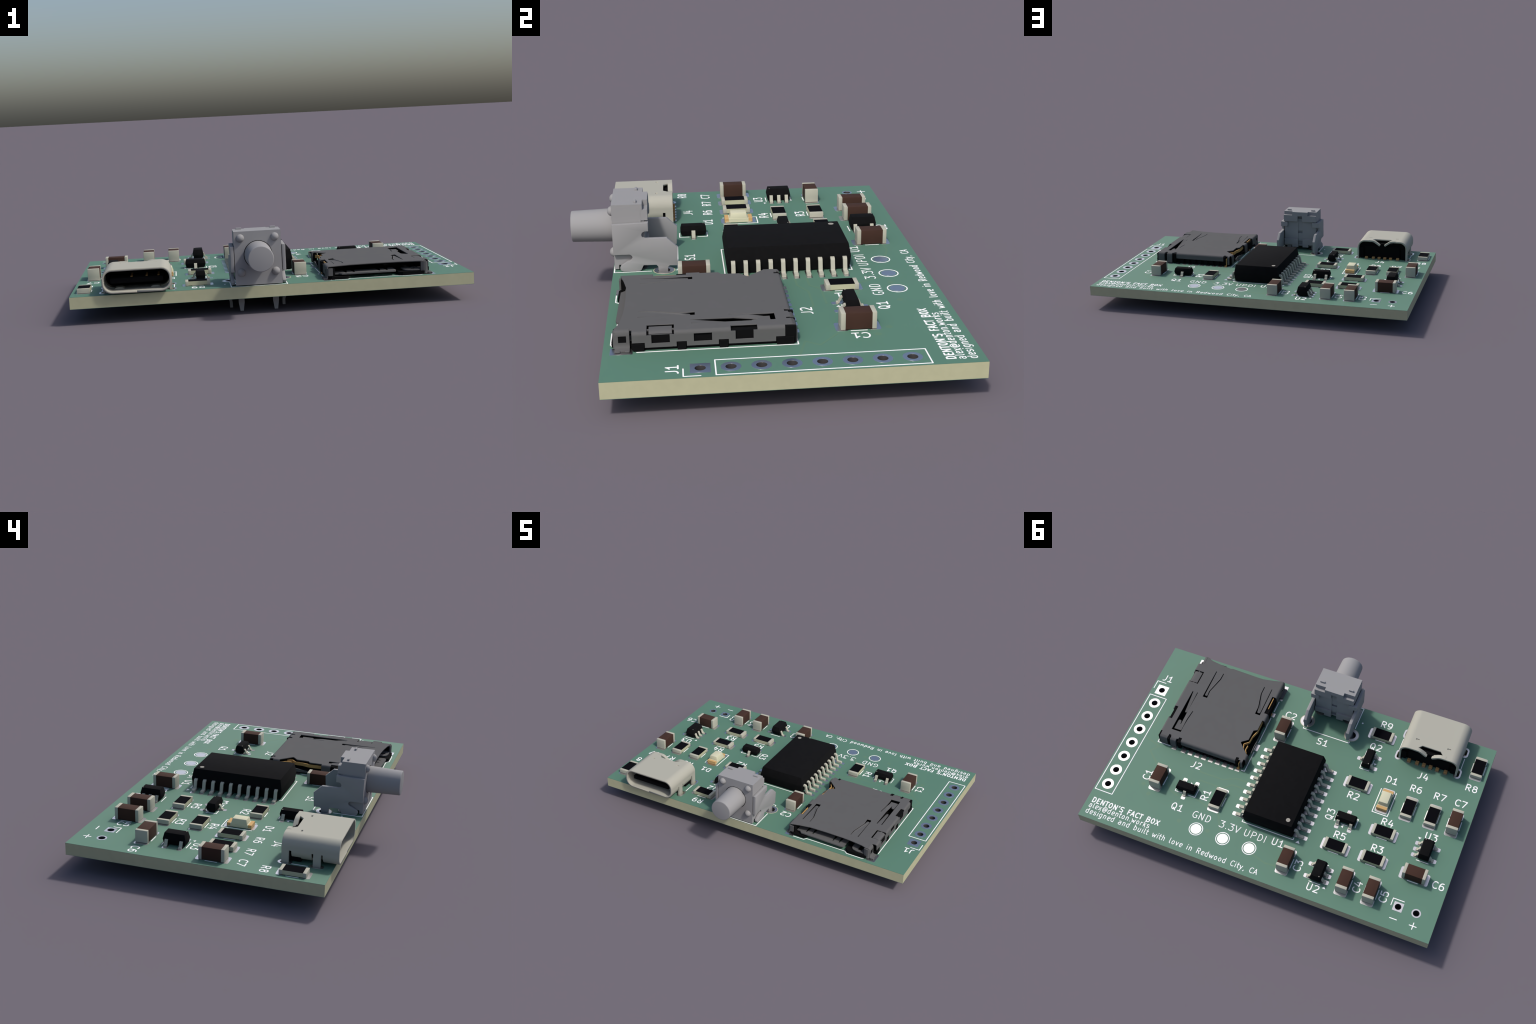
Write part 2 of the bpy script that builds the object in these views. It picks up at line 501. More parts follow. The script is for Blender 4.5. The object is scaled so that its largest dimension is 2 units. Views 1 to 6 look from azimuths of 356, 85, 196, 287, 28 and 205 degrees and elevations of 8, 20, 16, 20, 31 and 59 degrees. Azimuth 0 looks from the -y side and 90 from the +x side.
letter("DENTON'S FACT BOX", -25.28, -13.42, 0.75, 0.152, anchor="start", squeeze=0.938)
letter("alex@denton.works", -25.34, -14.30, 0.78, 0.10, anchor="start", squeeze=0.885)
letter("designed and built with love in Redwood City, CA", -25.34, -15.28, 0.78, 0.10, anchor="start", squeeze=0.90)
for word, x in (("GND", -9.50), ("3.3V", -5.15), ("UPDI", -1.28)):
    letter(word, x, -9.85, 1.0, 0.11)
for word, x, y, turn in (
    ("R2", 9.2, 1.25, 0), ("D1", 13.5, 5.68, 0), ("R6", 17.15, 5.57, 0), ("R7", 20.7, 5.58, 0), ("C7", 23.75, 5.63, 0),
    ("R8", 24.43, 8.57, 0), ("R4", 15.13, -1.06, 0), ("R5", 9.67, -5.42, 0), ("R3", 15.18, -5.45, 0), ("U3", 21.53, -0.95, 0),
    ("C6", 24.66, -7.65, 0), ("C4", 14.61, -11.9, 90), ("C5", 18.38, -11.92, 90), ("C3", 5.98, -11.92, 90), ("U2", 9.06, -14.21, 0),
    ("Q3", 7.19, -2.77, 90), ("R9", 9.67, 14.36, 0), ("Q2", 9.44, 10.17, 0), ("J4", 17.42, 7.94, 0), ("S1", 1.86, 8.08, 0),
    ("C2", -4.26, 10.76, 0), ("J1", -24.38, 10.17, 0), ("J2", -13.75, -2.39, 0), ("C1", -19.7, -6.47, 90), ("Q1", -13.38, -9.70, 0),
    ("R1", -10.44, -6.48, 90), ("U1", 2.08, -9.66, 0)):
    letter(word, x, y, 1.0, 0.15, turn)
mark([(20.1, -14.4), (21.05, -14.4)], width=0.13)
mark([(22.85, -14.43), (23.8, -14.43)], [(23.33, -14.9), (23.33, -13.95)], width=0.13)

x0, x1, yt, yb = -25.73, -23.01, 6.58, -11.32
mark([(x0, yt), (x1, yt), (x1, yb), (x0, yb), (x0, yt)])
mark([(-24.37, 9.25), (-25.73, 9.25), (-25.73, 7.84)])
mark([(19.66, -12.6), (19.66, -11.56), (21.2, -11.56)])
for x in (-9.42, -5.33, -1.30):
    place("pad_ring", Shape().prism([circle(0, 0, 1.02), circle(0, 0, 0.90)], INK_Z0, INK_Z1).mesh("pad_ring", INK, 0), (x, -11.93, 0))

VIAS = ((-19.6, -8.0), (-18.2, -9.25), (-12.2, -11.6), (-7.8, -11.6))
# copper tracks that show faintly through the mask
for path in (
    [(-23.4, 4.3), (-22.6, 2.6), (-22.6, 1.2)], [(-23.3, -0.5), (-20.3, -1.4), (-21.2, -2.6), (-19.0, -4.5)],
    [(-14.5, -2.2), (-12.6, -3.2), (-9.2, -3.2), (-7.4, -2.3), (-5.6, -2.3)], [(-12.3, -4.5), (-8.6, -4.5), (-7.6, -3.5), (-5.6, -3.5)],
    [(-9.4, -7.9), (-7.6, -8.4), (-6.2, -10.9)], [(-16.8, -6.2), (-15.5, -7.6), (-14.2, -8.0)], [(-1.3, -12.4), (1.6, -13.2), (4.2, -13.0)],
    [(-11.6, -7.4), (-9.3, -8.2)]):
    place("copper_track", Shape().ribbon(path, 0.22, 0.0002, 0.004).mesh("copper_track", TRACE, 0))


for x, y in VIAS:
    pad_ = Shape().prism([circle(0, 0, 0.32)], 0.0002, 0.003).mesh("covered_via", TRACE, 0)
    place("covered_via", pad_, (x, y, 0))


# ------------------------------------------------------------ chip resistors and capacitors
RES_BODY = Shape().box(-1.58, 1.58, -0.8, 0.8, 0.06, 0.60, 0.02).mesh("resistor_body", CERAMIC)
RES_FILM = Shape().box(-1.215, 1.215, -0.785, 0.785, 0.56, 0.625, 0.01).mesh("resistive_film", FILM)
RES_CAP = Shape().box(-0.02, 0.39, -0.815, 0.815, 0.045, 0.625, 0.03, 2).mesh("end_cap", SOLDER)
RES_PAD = lambda: [round_rect(-0.56, 0.56, -0.875, 0.875, 0.25)]
CAP_PAD = lambda: [round_rect(-0.575, 0.575, -0.9, 0.9, 0.25)]
CAP_BODY = Shape().box(-1.55, 1.55, -0.78, 0.78, 0.06, 1.62, 0.03, 2).mesh("capacitor_body", BROWN)
CAP_CAP = Shape().box(-0.02, 0.41, -0.80, 0.80, 0.04, 1.65, 0.05, 2).mesh("end_cap", SOLDER)


def two_ended(name, body, cap, film, pads, pad_x, x, y, turn, tick):
    o = place(name, body, (x, y, 0), turn)
    if film:
        place("resistive_film", film, parent=o)
    e = 1.6
    place("end_cap", cap, (-e, 0, 0), 0, o)
    place("end_cap", cap, (e, 0, 0), 180, o)
    for s in (-1, 1):
        px, py = spun((x, y), turn, (s * pad_x, 0))
        pad_at(name, pads, px, py, turn)
        a, b = spun((x, y), turn, (-tick, s * 0.91)), spun((x, y), turn, (tick, s * 0.91))
        mark([a, b])


for x, y, turn in ((9.2, 3.15, 0), (9.7, 12.25, 0), (9.7, -7.33, 0), (15.17, -7.25, 0), (15.17, -2.85, 0), (17.17, 2.08, 90), (20.66, 2.08, 90), (24.42, 12.02, 90), (-8.44, -6.55, 90)):
    two_ended("resistor", RES_BODY, RES_CAP, RES_FILM, RES_PAD, 1.4625, x, y, turn, 0.727)
for x, y, turn in ((23.85, 2.08, 90), (21.25, -7.5, 0), (16.58, -11.92, 90), (12.78, -11.92, 90), (4.2, -11.92, 90), (-17.75, -6.45, 90), (-4.22, 7.75, 90)):
    two_ended("capacitor", CAP_BODY, CAP_CAP, None, CAP_PAD, 1.475, x, y, turn, 0.711)


# ------------------------------------------------------------ small transistors and regulators
def gull(x_in, z_in, x_knee, x_tip, z_foot, thick, w, r=0.12):
    return Shape().strap_xz([(x_in, z_in), (x_knee - 0.12, z_in), (x_knee + 0.12, z_foot), (x_tip, z_foot)], thick, -w / 2, w / 2, r).mesh("lead", LEAD)


SOT_BODY = Shape().taper(1.3, 2.92, [(0.12, 0.12), (0.62, 0.0), (0.72, 0.0), (1.24, 0.14)], bevel=0.035).mesh("transistor_body", EPOXY)
SOT_LEAD = gull(0.5, 0.66, 0.88, 1.22, 0.09, 0.13, 0.42)
IC_BODY = Shape().taper(1.6, 2.92, [(0.12, 0.12), (0.70, 0.0), (0.82, 0.0), (1.56, 0.17)], bevel=0.035).mesh("regulator_body", EPOXY)
IC_LEAD = gull(0.7, 0.72, 1.0, 1.42, 0.09, 0.13, 0.40)
SPECK = Shape().lathe([(0.0, 0.004), (0.07, 0.004), (0.07, -0.05)], 16).mesh("pin_mark", DOT)


def transistor(x, y, turn):
    o = place("transistor", SOT_BODY, (x, y, 0), turn)
    for sx, sy in ((-1, 0.95), (-1, -0.95), (1, 0)):
        place("lead", SOT_LEAD, (0, sy, 0), 0 if sx > 0 else 180, o)
        px, py = spun((x, y), turn, (sx * 0.9375, sy))
        pad_at("sot", lambda: [round_rect(-0.7375, 0.7375, -0.3, 0.3, 0.15)], px, py, turn)
    place("pin_mark", SPECK, (-0.36, 1.15, 1.24), 0, o)
    f = lambda *ps: [spun((x, y), turn, p) for p in ps]
    mark(f((0, 1.56), (-0.65, 1.56)), f((0, 1.56), (0.76, 1.56), (0.76, 0.5)), f((0, -1.56), (-0.65, -1.56)), f((0, -1.56), (0.76, -1.56), (0.76, -0.5)), f((-0.76, 0.45), (-0.76, -0.45)))
    tx, ty = spun((x, y), turn, (-1.1, 0.22))
    triangle(tx, ty, turn + 0)


def regulator(x, y, turn):
    o = place("regulator", IC_BODY, (x, y, 0), turn)
    for sx, sy in ((-1, 0.95), (-1, 0), (-1, -0.95), (1, 0.95), (1, -0.95)):
        place("lead", IC_LEAD, (0, sy, 0), 0 if sx > 0 else 180, o)
        px, py = spun((x, y), turn, (sx * 1.1375, sy))
        pad_at("sot5", lambda: [round_rect(-0.6625, 0.6625, -0.3, 0.3, 0.15)], px, py, turn)
    place("pin_mark", SPECK, (-0.48, 1.15, 1.56), 0, o)
    f = lambda *ps: [spun((x, y), turn, p) for p in ps]
    mark(f((-0.8, 1.56), (0.8, 1.56)), f((-0.85, -1.56), (0.85, -1.56)))
    tx, ty = spun((x, y), turn, (-1.45, 1.75))
    triangle(tx, ty, turn + 180)


transistor(-13.27, -6.62, -90)
transistor(9.2, 7.5, 180)
transistor(9.65, -2.87, 90)
regulator(21.54, -3.48, 0)
regulator(9.02, -11.88, 180)

# ------------------------------------------------------------ large chip
UX, UY = 0.0, -1.92
chip = place("main_chip", Shape().taper(7.52, 12.82, [(0.12, 0.12), (1.36, 0.0), (1.54, 0.0), (2.84, 0.24)], bevel=0.05).mesh("main_chip", EPOXY), (UX, UY, 0))
CHIP_LEAD = gull(3.6, 1.38, 4.22, 5.16, 0.15, 0.25, 0.42, 0.22)
for k in range(10):
    yy = 5.715 - 1.27 * k
    for sx in (-1, 1):
        place("lead", CHIP_LEAD, (0, yy, 0), 0 if sx > 0 else 180, chip)
        pad_at("soic", lambda: [round_rect(-1.025, 1.025, -0.3, 0.3, 0.15)], UX + sx * 4.65, UY + yy)
place("pin_mark", Shape().lathe([(0.0, 0.006), (0.3, 0.006), (0.3, -0.05)], 32).mesh("pin_mark", DOT), (2.68, -5.3, 2.84), 0, chip)
mark([(-3.87, -8.13), (-3.87, -8.45), (3.87, -8.45), (3.87, -8.13)], [(-3.87, 4.3), (-3.87, 4.62), (3.87, 4.62), (3.87, 4.3)])
triangle(4.62, -8.5, 0, 0.62, 0.42)

# ------------------------------------------------------------ light
LX, LY = 13.65, 2.08
led = place("indicator_light", Shape().box(-0.77, 0.77, -1.18, 1.18, 0.05, 0.50, 0.02).taper(1.5, 2.1, [(0.48, 0), (1.12, 0.14)], bevel=0.02)
            .box(-0.79, -0.74, -1.5, 1.5, 0.05, 0.16).box(0.74, 0.79, -1.5, 1.5, 0.05, 0.16).mesh("lens_body", LENS), (LX, LY, 0))
LED_END = Shape().box(-0.78, 0.78, 1.17, 1.62, 0.04, 0.53, 0.02).mesh("gold_end", END)
for t in (0, 180):
    place("gold_end", LED_END, (0, 0, 0), t, led)
for s in (-1, 1):
    pad_at("led", lambda: [round_rect(-0.9, 0.9, -0.57, 0.57, 0.25)], LX, LY + s * 1.47)
mark([(LX - 1.14, 3.85), (LX - 1.14, -0.15), (LX + 1.14, -0.15), (LX + 1.14, 3.85)])


# ------------------------------------------------------------ folded sheet metal
def folded(loops, zt, thick, bends, tongues=(), cuts=5):
    """A flat blank with cut-outs, folded down at its edges.

    The blank lies in the top plane; each bend is (axis, edge, sign, radius):
    material past edge - radius wraps round and hangs down as a wall."""
    b = prism(loops, -thick, 0)
    for v in b.verts:                                   # sprung tongues dip below the lid
        for x0, x1, y0, y1, dip in tongues:
            if x0 < v.co.x < x1 and y0 < v.co.y < y1:
                v.co.z -= dip
    for axis, edge, sign, R in bends:
        start = edge - sign * R
        for k in range(cuts + 1):
            c = start + sign * R * pi / 2 * k / cuts
            co, no = [0, 0, 0], [0, 0, 0]
            co[axis], no[axis] = c, 1
            bmesh.ops.bisect_plane(b, geom=b.verts[:] + b.edges[:] + b.faces[:], dist=1e-6, plane_co=co, plane_no=no)
    for v in b.verts:
        for axis, edge, sign, R in bends:
            start = edge - sign * R
            d = (v.co[axis] - start) * sign
            if d > 1e-6:
                rad = R + v.co.z          # inner side lies nearer the bend's axis
                a = min(d / R, pi / 2)
                rest = d - R * pi / 2
                v.co[axis] = start + sign * rad * sin(a)
                v.co.z = -R + rad * cos(a) - max(0, rest)
                break
    for v in b.verts:
        v.co.z += zt
    return b


# ------------------------------------------------------------ memory card socket
CL, CR, CB, CT, BR, ST = -20.68, -6.94, -0.52, 1.76, 0.32, 0.15


def wall(z, R=BR, top=CT):
    """Unrolled distance from the bend's start to height z on a wall."""
    return R * pi / 2 + (top - R - z)


def left(z):
    return CL + BR - wall(z)


def right(z):
    return CR - BR + wall(z)


def rear(z):
    return CB + BR - wall(z)


XL, XR, YB = CL + BR, CR - BR, CB + BR
blank = [
    # front lip, left to right
    (-19.72, 14.95), (-19.5, 14.95), (-19.1, 14.78), (-18.7, 14.64), (-17.0, 14.40), (-15.5, 14.28), (-13.0, 14.24), (-10.2, 14.29), (-8.6, 14.58), (XR, 14.92),
    # right side, front to rear
    (right(0.4), 14.92), (right(0.4), 12.95), (right(0.5), 12.95), (right(0.5), 11.8), (-7.66, 11.8), (-7.66, 8.6), (right(0.2), 8.6), (right(0.2), 7.3), (-7.40, 7.3),
    (-7.40, 5.5), (-7.9, 5.2), (-7.95, 3.45), (-8.75, 2.8), (-8.8, 2.62), (XR, 1.05), (right(0.3), 1.05), (right(0.3), 0.1), (XR, 0.1),
    # rear, right to left
    (XR - 0.02, YB), (XR - 0.02, rear(0.3)), (-7.62, rear(0.3)), (-7.62, YB), (-7.95, YB), (-7.95, 0.12), (-8.38, 0.12), (-8.38, rear(0.85)),
    (-17.05, rear(0.85)), (-17.05, 0.12), (-17.55, 0.12), (-17.55, YB), (-17.8, YB), (-17.8, rear(0.06)), (-18.7, rear(0.06)), (-18.7, YB), (-18.82, 0.12), (-19.15, 0.12), (-19.15, rear(0.3)),
    (XL + 0.02, rear(0.3)), (XL + 0.02, YB),
    # left side, rear to front
    (XL, 0.38), (left(0.77), 0.38), (left(0.77), 1.17), (left(0.33), 1.17), (left(0.33), 5.24), (left(0.77), 5.24), (left(0.77), 6.1), (left(0.33), 6.1),
    (left(0.33), 8.83), (left(0.77), 8.83), (left(0.77), 9.7), (left(0.33), 9.7), (left(0.33), 12.4), (left(0.8), 12.4), (left(0.8), 13.48), (XL, 13.48), (-19.95, 13.5), (-19.95, 13.68), (-19.72, 13.68)]
slot_a = [(-17.43, 13.03), (-17.43, 8.02), (-16.69, 8.02), (-16.77, 9.31), (-16.14, 11.88), (-16.13, 13.02), (-16.26, 13.02), (-16.29, 11.92), (-16.92, 9.33), (-16.88, 8.53), (-16.95, 8.43), (-17.2, 8.43), (-17.28, 8.53), (-17.30, 13.03)]
slot_b = [(-9.50, 13.02), (-9.48, 11.66), (-8.92, 9.35), (-8.88, 8.02), (-8.10, 8.02), (-8.16, 13.02), (-8.29, 13.02), (-8.26, 8.53), (-8.36, 8.43), (-8.64, 8.43), (-8.73, 8.53), (-8.79, 9.37), (-9.35, 11.7), (-9.37, 13.02)]
slot_c = [(-19.24, 8.38), (-19.24, 1.04), (-17.74, 1.04), (-17.78, 1.92), (-17.73, 3.43), (-17.58, 5.06), (-17.71, 5.06), (-17.87, 3.4), (-17.92, 1.95), (-17.9, 1.46), (-19.02, 1.46), (-19.02, 2.9), (-18.93, 3.1),
          (-18.66, 3.1), (-18.56, 2.95), (-18.52, 2.45), (-18.41, 2.5), (-18.36, 4.7), (-18.36, 8.41), (-18.48, 8.41), (-18.5, 5.0), (-18.58, 4.72), (-18.82, 4.72), (-18.87, 5.0), (-19.10, 8.38)]
clip = [(left(0.7), 10.26), (left(1.45), 10.26), (left(1.45), 9.88), (-19.1, 9.88), (-19.1, 12.22), (left(1.45), 12.22), (left(1.45), 11.82), (left(0.7), 11.82)]
window = [(left(0.7), 6.66), (left(1.45), 6.66), (left(1.45), 8.22), (left(0.7), 8.22)]
catch = [(left(0.7), 3.1), (left(1.5), 3.1), (left(1.5), 2.76), (-20.02, 2.76), (-20.02, 5.05), (left(1.5), 5.05), (left(1.5), 4.65), (left(0.7), 4.65)]
eye_r = [(right(0.62), 13.7), (right(1.25), 13.7), (right(1.25), 14.4), (right(0.62), 14.4)]
tongues = [(-18.95, -18.45, 4.6, 5.1, 0.38), (-19.1, -17.86, 1.4, 3.2, 0.24), (-17.35, -16.84, 8.35, 8.6, 0.14), (-8.8, -8.2, 8.35, 8.6, 0.14)]
bends = [(0, CL, -1, BR), (0, CR, 1, BR), (1, CB, -1, BR)]
sheet = Shape()
sheet.add(folded([blank, slot_a, slot_b, slot_c, clip, window, catch, eye_r], CT, ST, bends, tongues))
socket = place("card_socket", sheet.mesh("socket_shell", STEEL, 0))

extra = Shape()
# spring clip tongue, feet, front posts and the low tray
extra.strap_xz([(-19.3, 1.60), (-19.9, 1.62), (-20.25, 1.58), (-20.5, 1.40)], 0.12, 10.06, 12.04, 0.15)
for y in (10.4, 11.7):
    extra.box(-19.95, -19.75, y - 0.75, y + 0.75, 1.52, 1.64)
extra.strap_xz([(-19.74, 1.685), (-20.02, 1.66), (-20.12, 1.4), (-20.14, 0.45), (-20.26, 0.2), (-20.75, 0.11)], 0.16, 13.7, 14.98, 0.14)
extra.box(-20.85, -20.6, 13.7, 14.1, 0.03, 0.2, 0.04).box(-20.85, -20.6, 14.5, 14.98, 0.03, 0.2, 0.04)
extra.strap_xz([(CR - 0.075, 0.4), (CR - 0.075, 0.12), (CR + 0.42, 0.12)], 0.15, 13.05, 14.85, 0.1)
extra.strap_xy([(-20.1, 14.9), (-20.0, 15.05), (-19.7, 15.05), (-19.3, 14.92)], 0.16, 0.1, 1.6, 0.12)
extra.strap_xy([(CR - 0.09, 14.8), (CR - 0.2, 15.0), (-7.72, 15.0)], 0.18, 0.5, 1.46, 0.12)
for xa, xb in ((-20.35, -19.2), (-18.72, -17.82)):            # rear flanges stand a little proud
    extra.side([band(fillet([(-0.36, 1.72), (-0.56, 1.6), (-0.66, 1.25), (-0.67, 0.12)], 0.15), 0.12)], xa, xb)
extra.side([fillet([(2.1, 0.25), (5.9, 0.25), (5.9, 0.42), (4.4, 0.62), (3.3, 0.80), (2.1, 0.60)], 0.1, closed=True)], -7.08, -6.98)
tray = [(-16.05, 12.6), (-15.3, 12.6), (-15.05, 14.4), (-14.9, 14.4), (-14.75, 12.6), (-14.3, 12.6), (-14.05, 14.4), (-13.9, 14.4), (-13.75, 12.6), (-10.95, 12.6), (-10.7, 14.4), (-10.55, 14.4), (-10.4, 12.6),
        (-9.9, 12.6), (-9.65, 14.4), (-9.5, 14.4), (-9.35, 12.6), (-8.1, 12.6), (-8.1, 14.45), (-8.6, 14.5), (-8.95, 14.9), (-15.6, 15.08), (-15.95, 14.98), (-16.05, 14.7)]
extra.prism([tray], 0.54, 0.72)
extra.prism([fillet([(-19.6, 12.6), (-17.1, 12.6), (-17.1, 14.2), (-17.35, 14.75), (-18.1, 14.95), (-19.2, 14.95), (-19.6, 14.6)], 0.25, closed=True), rect(-18.75, -18.1, 13.2, 14.5)], 0.54, 0.68)
place("spring_sheet", extra.mesh("spring_sheet", STEEL, 40), parent=socket)

house = Shape()
house.box(-20.45, -7.35, 0.0, 12.7, 0.03, 0.4)
house.prism([[(-20.45, 12.65), (-16.2, 12.65), (-16.35, 14.9), (-16.85, 15.28), (-19.6, 15.28), (-20.0, 14.9), (-20.0, 13.6), (-20.45, 13.5)]], 0.04, 0.48)
house.prism([[(-9.9, 12.65), (-7.4, 12.65), (-7.4, 15.0), (-7.6, 15.15), (-9.6, 15.2), (-9.9, 14.9)]], 0.04, 0.36)
house.box(-20.5, -19.5, -0.1, 13.2, 0.06, 1.5, 0.02)                    # left rail
house.box(-19.6, -8.3, -0.22, 0.9, 0.06, 1.55, 0.02)                    # rear beam
house.box(-20.62, -20.3, -0.58, 0.36, 0.06, 1.66, 0.03)                 # corner block
house.box(-20.74, -20.4, -0.4, 1.1, 0.04, 0.7, 0.02)
for y0, y1 in ((5.3, 6.04), (8.9, 9.64), (12.46, 13.42)):
    house.box(-20.74, -20.4, y0, y1, 0.04, 0.7, 0.02)
for y0, y1 in ((10.36, 11.72), (6.76, 8.12), (3.2, 4.55)):
    house.box(-20.45, -20.2, y0, y1, 0.72, 1.30, 0.02)
house.box(-20.235, -19.9, 13.98, 14.66, 0.7, 1.28, 0.01)  # black block just proud of the lug, drawn as its window's dark inside
house.box(-19.14, -18.83, -0.66, 0.1, 0.04, 1.66, 0.02).box(-17.54, -17.07, -0.68, 0.1, 0.04, 1.66, 0.02)
for k in range(8):
    x = -16.59 + 1.1 * k
    house.box(x + 0.22, x + 0.84, -0.5, -0.1, 0.03, 0.84, 0.01)
house.box(-8.36, -7.98, -0.54, 0.12, 0.04, 1.66, 0.02).box(-7.66, -7.25, -0.45, 1.1, 0.04, 1.5, 0.02)
house.box(-7.9, -7.3, 0.9, 7.4, 0.05, 0.55, 0.02)
house.box(-7.75, -7.0, 8.62, 9.55, 0.04, 1.62, 0.04).box(-7.75, -7.05, 9.5, 11.78, 0.04, 1.40, 0.03).box(-8.0, -7.35, 11.7, 14.9, 0.05, 1.4, 0.02)
house.box(-8.7, -7.85, 0.9, 7.4, 0.1, 0.93, 0.02)
place("socket_housing", house.mesh("socket_housing", PLASTIC), parent=socket)
gold = Shape()
gold.strap_xy([(-7.40, 7.35), (-7.38, 5.45), (-7.72, 4.35), (-7.76, 3.3), (-8.4, 2.72), (-8.1, 1.95)], 0.11, 1.0, 1.46, 0.15)
gold.strap_xy([(-7.75, 2.7), (-7.8, 1.95), (-7.42, 1.35), (-7.45, 0.5), (-7.78, 0.1), (-7.8, -0.52)], 0.11, 0.95, 1.36, 0.1)
gold.box(-7.86, -7.74, -0.58, -0.44, 0.03, 1.36).box(-8.1, -7.72, -0.8, -0.44, 0.025, 0.16, 0.03)
gold.box(-7.45, -7.34, 9.6, 11.65, 1.30, 1.66, 0.02).box(-7.3, -6.95, 9.62, 10.0, 0.03, 0.18, 0.02)
place("spring_contact", gold.mesh("spring_contact", GOLD), parent=socket)
feet = Shape()
for k in range(8):
    x = -16.59 + 1.1 * k
    feet.box(x - 0.19, x + 0.19, -0.34, 0.2, 0.025, 0.15, 0.02)
place("socket_contact", feet.mesh("socket_contact", PLASTIC), parent=socket)

for k in range(8):
    pad_at("card", lambda: [rect(-0.35, 0.35, -0.8, 0.8)], -16.59 + 1.1 * k, -0.38)
pad_at("card", None, -18.1, -0.35)
pad_at("card", None, -7.93, -0.37)
pad(rect(-21.14, -19.85, 13.46, 15.4))
pad(rect(-7.9, -6.5, 12.68, 15.45))
pad(rect(-7.4, -6.5, 9.5, 10.2))
pad(rect(-7.4, -6.47, 3.07, 4.2))
mark([(-18.85, -0.76), (-20.82, -0.76), (-20.82, 13.1)], [(-7.35, -0.76), (-6.86, -0.76), (-6.86, 2.75)], [(-6.86, 4.5), (-6.86, 9.2)], [(-6.86, 10.5), (-6.86, 12.4)],
     [(-7.75, 15.4), (-9.65, 15.4), (-9.95, 15.0), (-16.3, 15.0), (-16.75, 15.4), (-19.1, 15.4), (-19.5, 15.2)])

# ------------------------------------------------------------ connector with rounded metal mouth
UW, UH, UR, UT = 8.76, 3.10, 1.32, 0.27      # outer width, height, corner radius, sheet
UZ, UF, UB = 3.31, 16.57, 9.72               # top height, front and rear


def wrap(sheet_loops):
    """Folds an unrolled sleeve: u runs from the middle of the top round either side."""
    flat, corner, wall_h = UW / 2 - UR, UR * pi / 2, UH - 2 * UR
    b = prism(sheet_loops, -UT, 0)
    stops = []
    for s in (-1, 1):
        for base in (flat, flat + corner + wall_h):
            stops += [s * (base + corner * k / 14) for k in range(15)]
    for c in stops:
        bmesh.ops.bisect_plane(b, geom=b.verts[:] + b.edges[:] + b.faces[:], dist=1e-6, plane_co=(c, 0, 0), plane_no=(1, 0, 0))
    for v in b.verts:
        s = 1 if v.co.x > 0 else -1
        u, t = abs(v.co.x), v.co.z
        if u <= flat:
            x, z = u, t
        elif u <= flat + corner:
            a = (u - flat) / UR
            x, z = flat + (UR + t) * sin(a), -UR + (UR + t) * cos(a)
        elif u <= flat + corner + wall_h:
            x, z = UW / 2 + t, -UR - (u - flat - corner)
        elif u <= flat + 2 * corner + wall_h:
            a = (u - flat - corner - wall_h) / UR
            x, z = flat + (UR + t) * cos(a), -UR - wall_h - (UR + t) * sin(a)
        else:
            x, z = flat - (u - flat - 2 * corner - wall_h), -UH - t
        v.co = (J4X + s * x, v.co.y, UZ + z)
    return b


uf, uc, uw = UW / 2 - UR, UR * pi / 2, UH - 2 * UR
half = uf + uc + uw + uc + uf - 0.002
deep = uf + uc + uw * 0.5                     # where the legs' slots end
under = uf + uc + uw + uc                     # bottom edge of the side
sleeve = [(-half, UF), (half, UF), (half, 10.9), (deep + 0.25, 10.9), (deep + 0.25, UB)]
sleeve += [(2.05, UB), (1.85, 10.25), (1.35, 10.8), (-1.35, 10.8), (-1.85, 10.25), (-2.05, UB)]
sleeve += [(-deep - 0.25, UB), (-deep - 0.25, 10.9), (-half, 10.9)]
ticks = [rect(s * 2.34 - 0.26, s * 2.34 + 0.26, 11.45, 11.68) for s in (-1, 1)]
shell = Shape()
leg_gaps = [rect(*sorted((s * (deep + 0.25), s * (under + 0.35))), 13.3, 14.65) for s in (-1, 1)]
shell.add(wrap([sleeve] + ticks + leg_gaps))
usb = place("cable_socket", shell.mesh("socket_sleeve", SILVER, 0))
tabs = Shape()
leg_top = UZ - UR - uw * 0.5 - 0.25
for s in (-1, 1):
    X = J4X + s * (UW / 2 - UT / 2)
    for ya, yb in ((UB, 10.6), (13.52, 14.42)):
        tabs.box(X - UT / 2, X + UT / 2, ya, yb, -1.2, leg_top)
    tabs.strap_xz([(J4X + s * 2.35, UZ - 0.11), (J4X + s * 1.5, UZ - 0.12), (J4X + s * 0.42, UZ - 0.88)], UT, UB - 0.02, 10.25, 0.5)
    tabs.box(J4X + s * 2.34 - 0.24, J4X + s * 2.34 + 0.24, 11.46, 11.67, UZ - 0.4, UZ - 0.14)
    tabs.front([fillet([(J4X + s * 2.3 - 0.75, 0.40), (J4X + s * 2.3 - 0.35, 0.68), (J4X + s * 2.3 + 0.35, 0.68), (J4X + s * 2.3 + 0.75, 0.40)], 0.1, closed=True)], 13.2, 14.6)
place("shell_leg", tabs.mesh("shell_leg", SILVER, 40), parent=usb)
core_ = Shape()
core_.front([fillet([(J4X - 4.1, 0.08), (J4X + 4.1, 0.08), (J4X + 4.1, 2.2), (J4X + 3.4, 3.02), (J4X - 3.4, 3.02), (J4X - 4.1, 2.2)], 0.3, closed=True)], 11.1, 12.0)
core_.front([fillet([(J4X - 4.1, 0.08), (J4X + 4.1, 0.08), (J4X + 4.1, 2.2), (J4X + 3.4, 3.02), (J4X + 2.1, 3.02), (J4X + 1.6, 2.68), (J4X - 1.6, 2.68), (J4X - 2.1, 3.02), (J4X - 3.4, 3.02), (J4X - 4.1, 2.2)], 0.25, closed=True)], 10.12, 11.1)
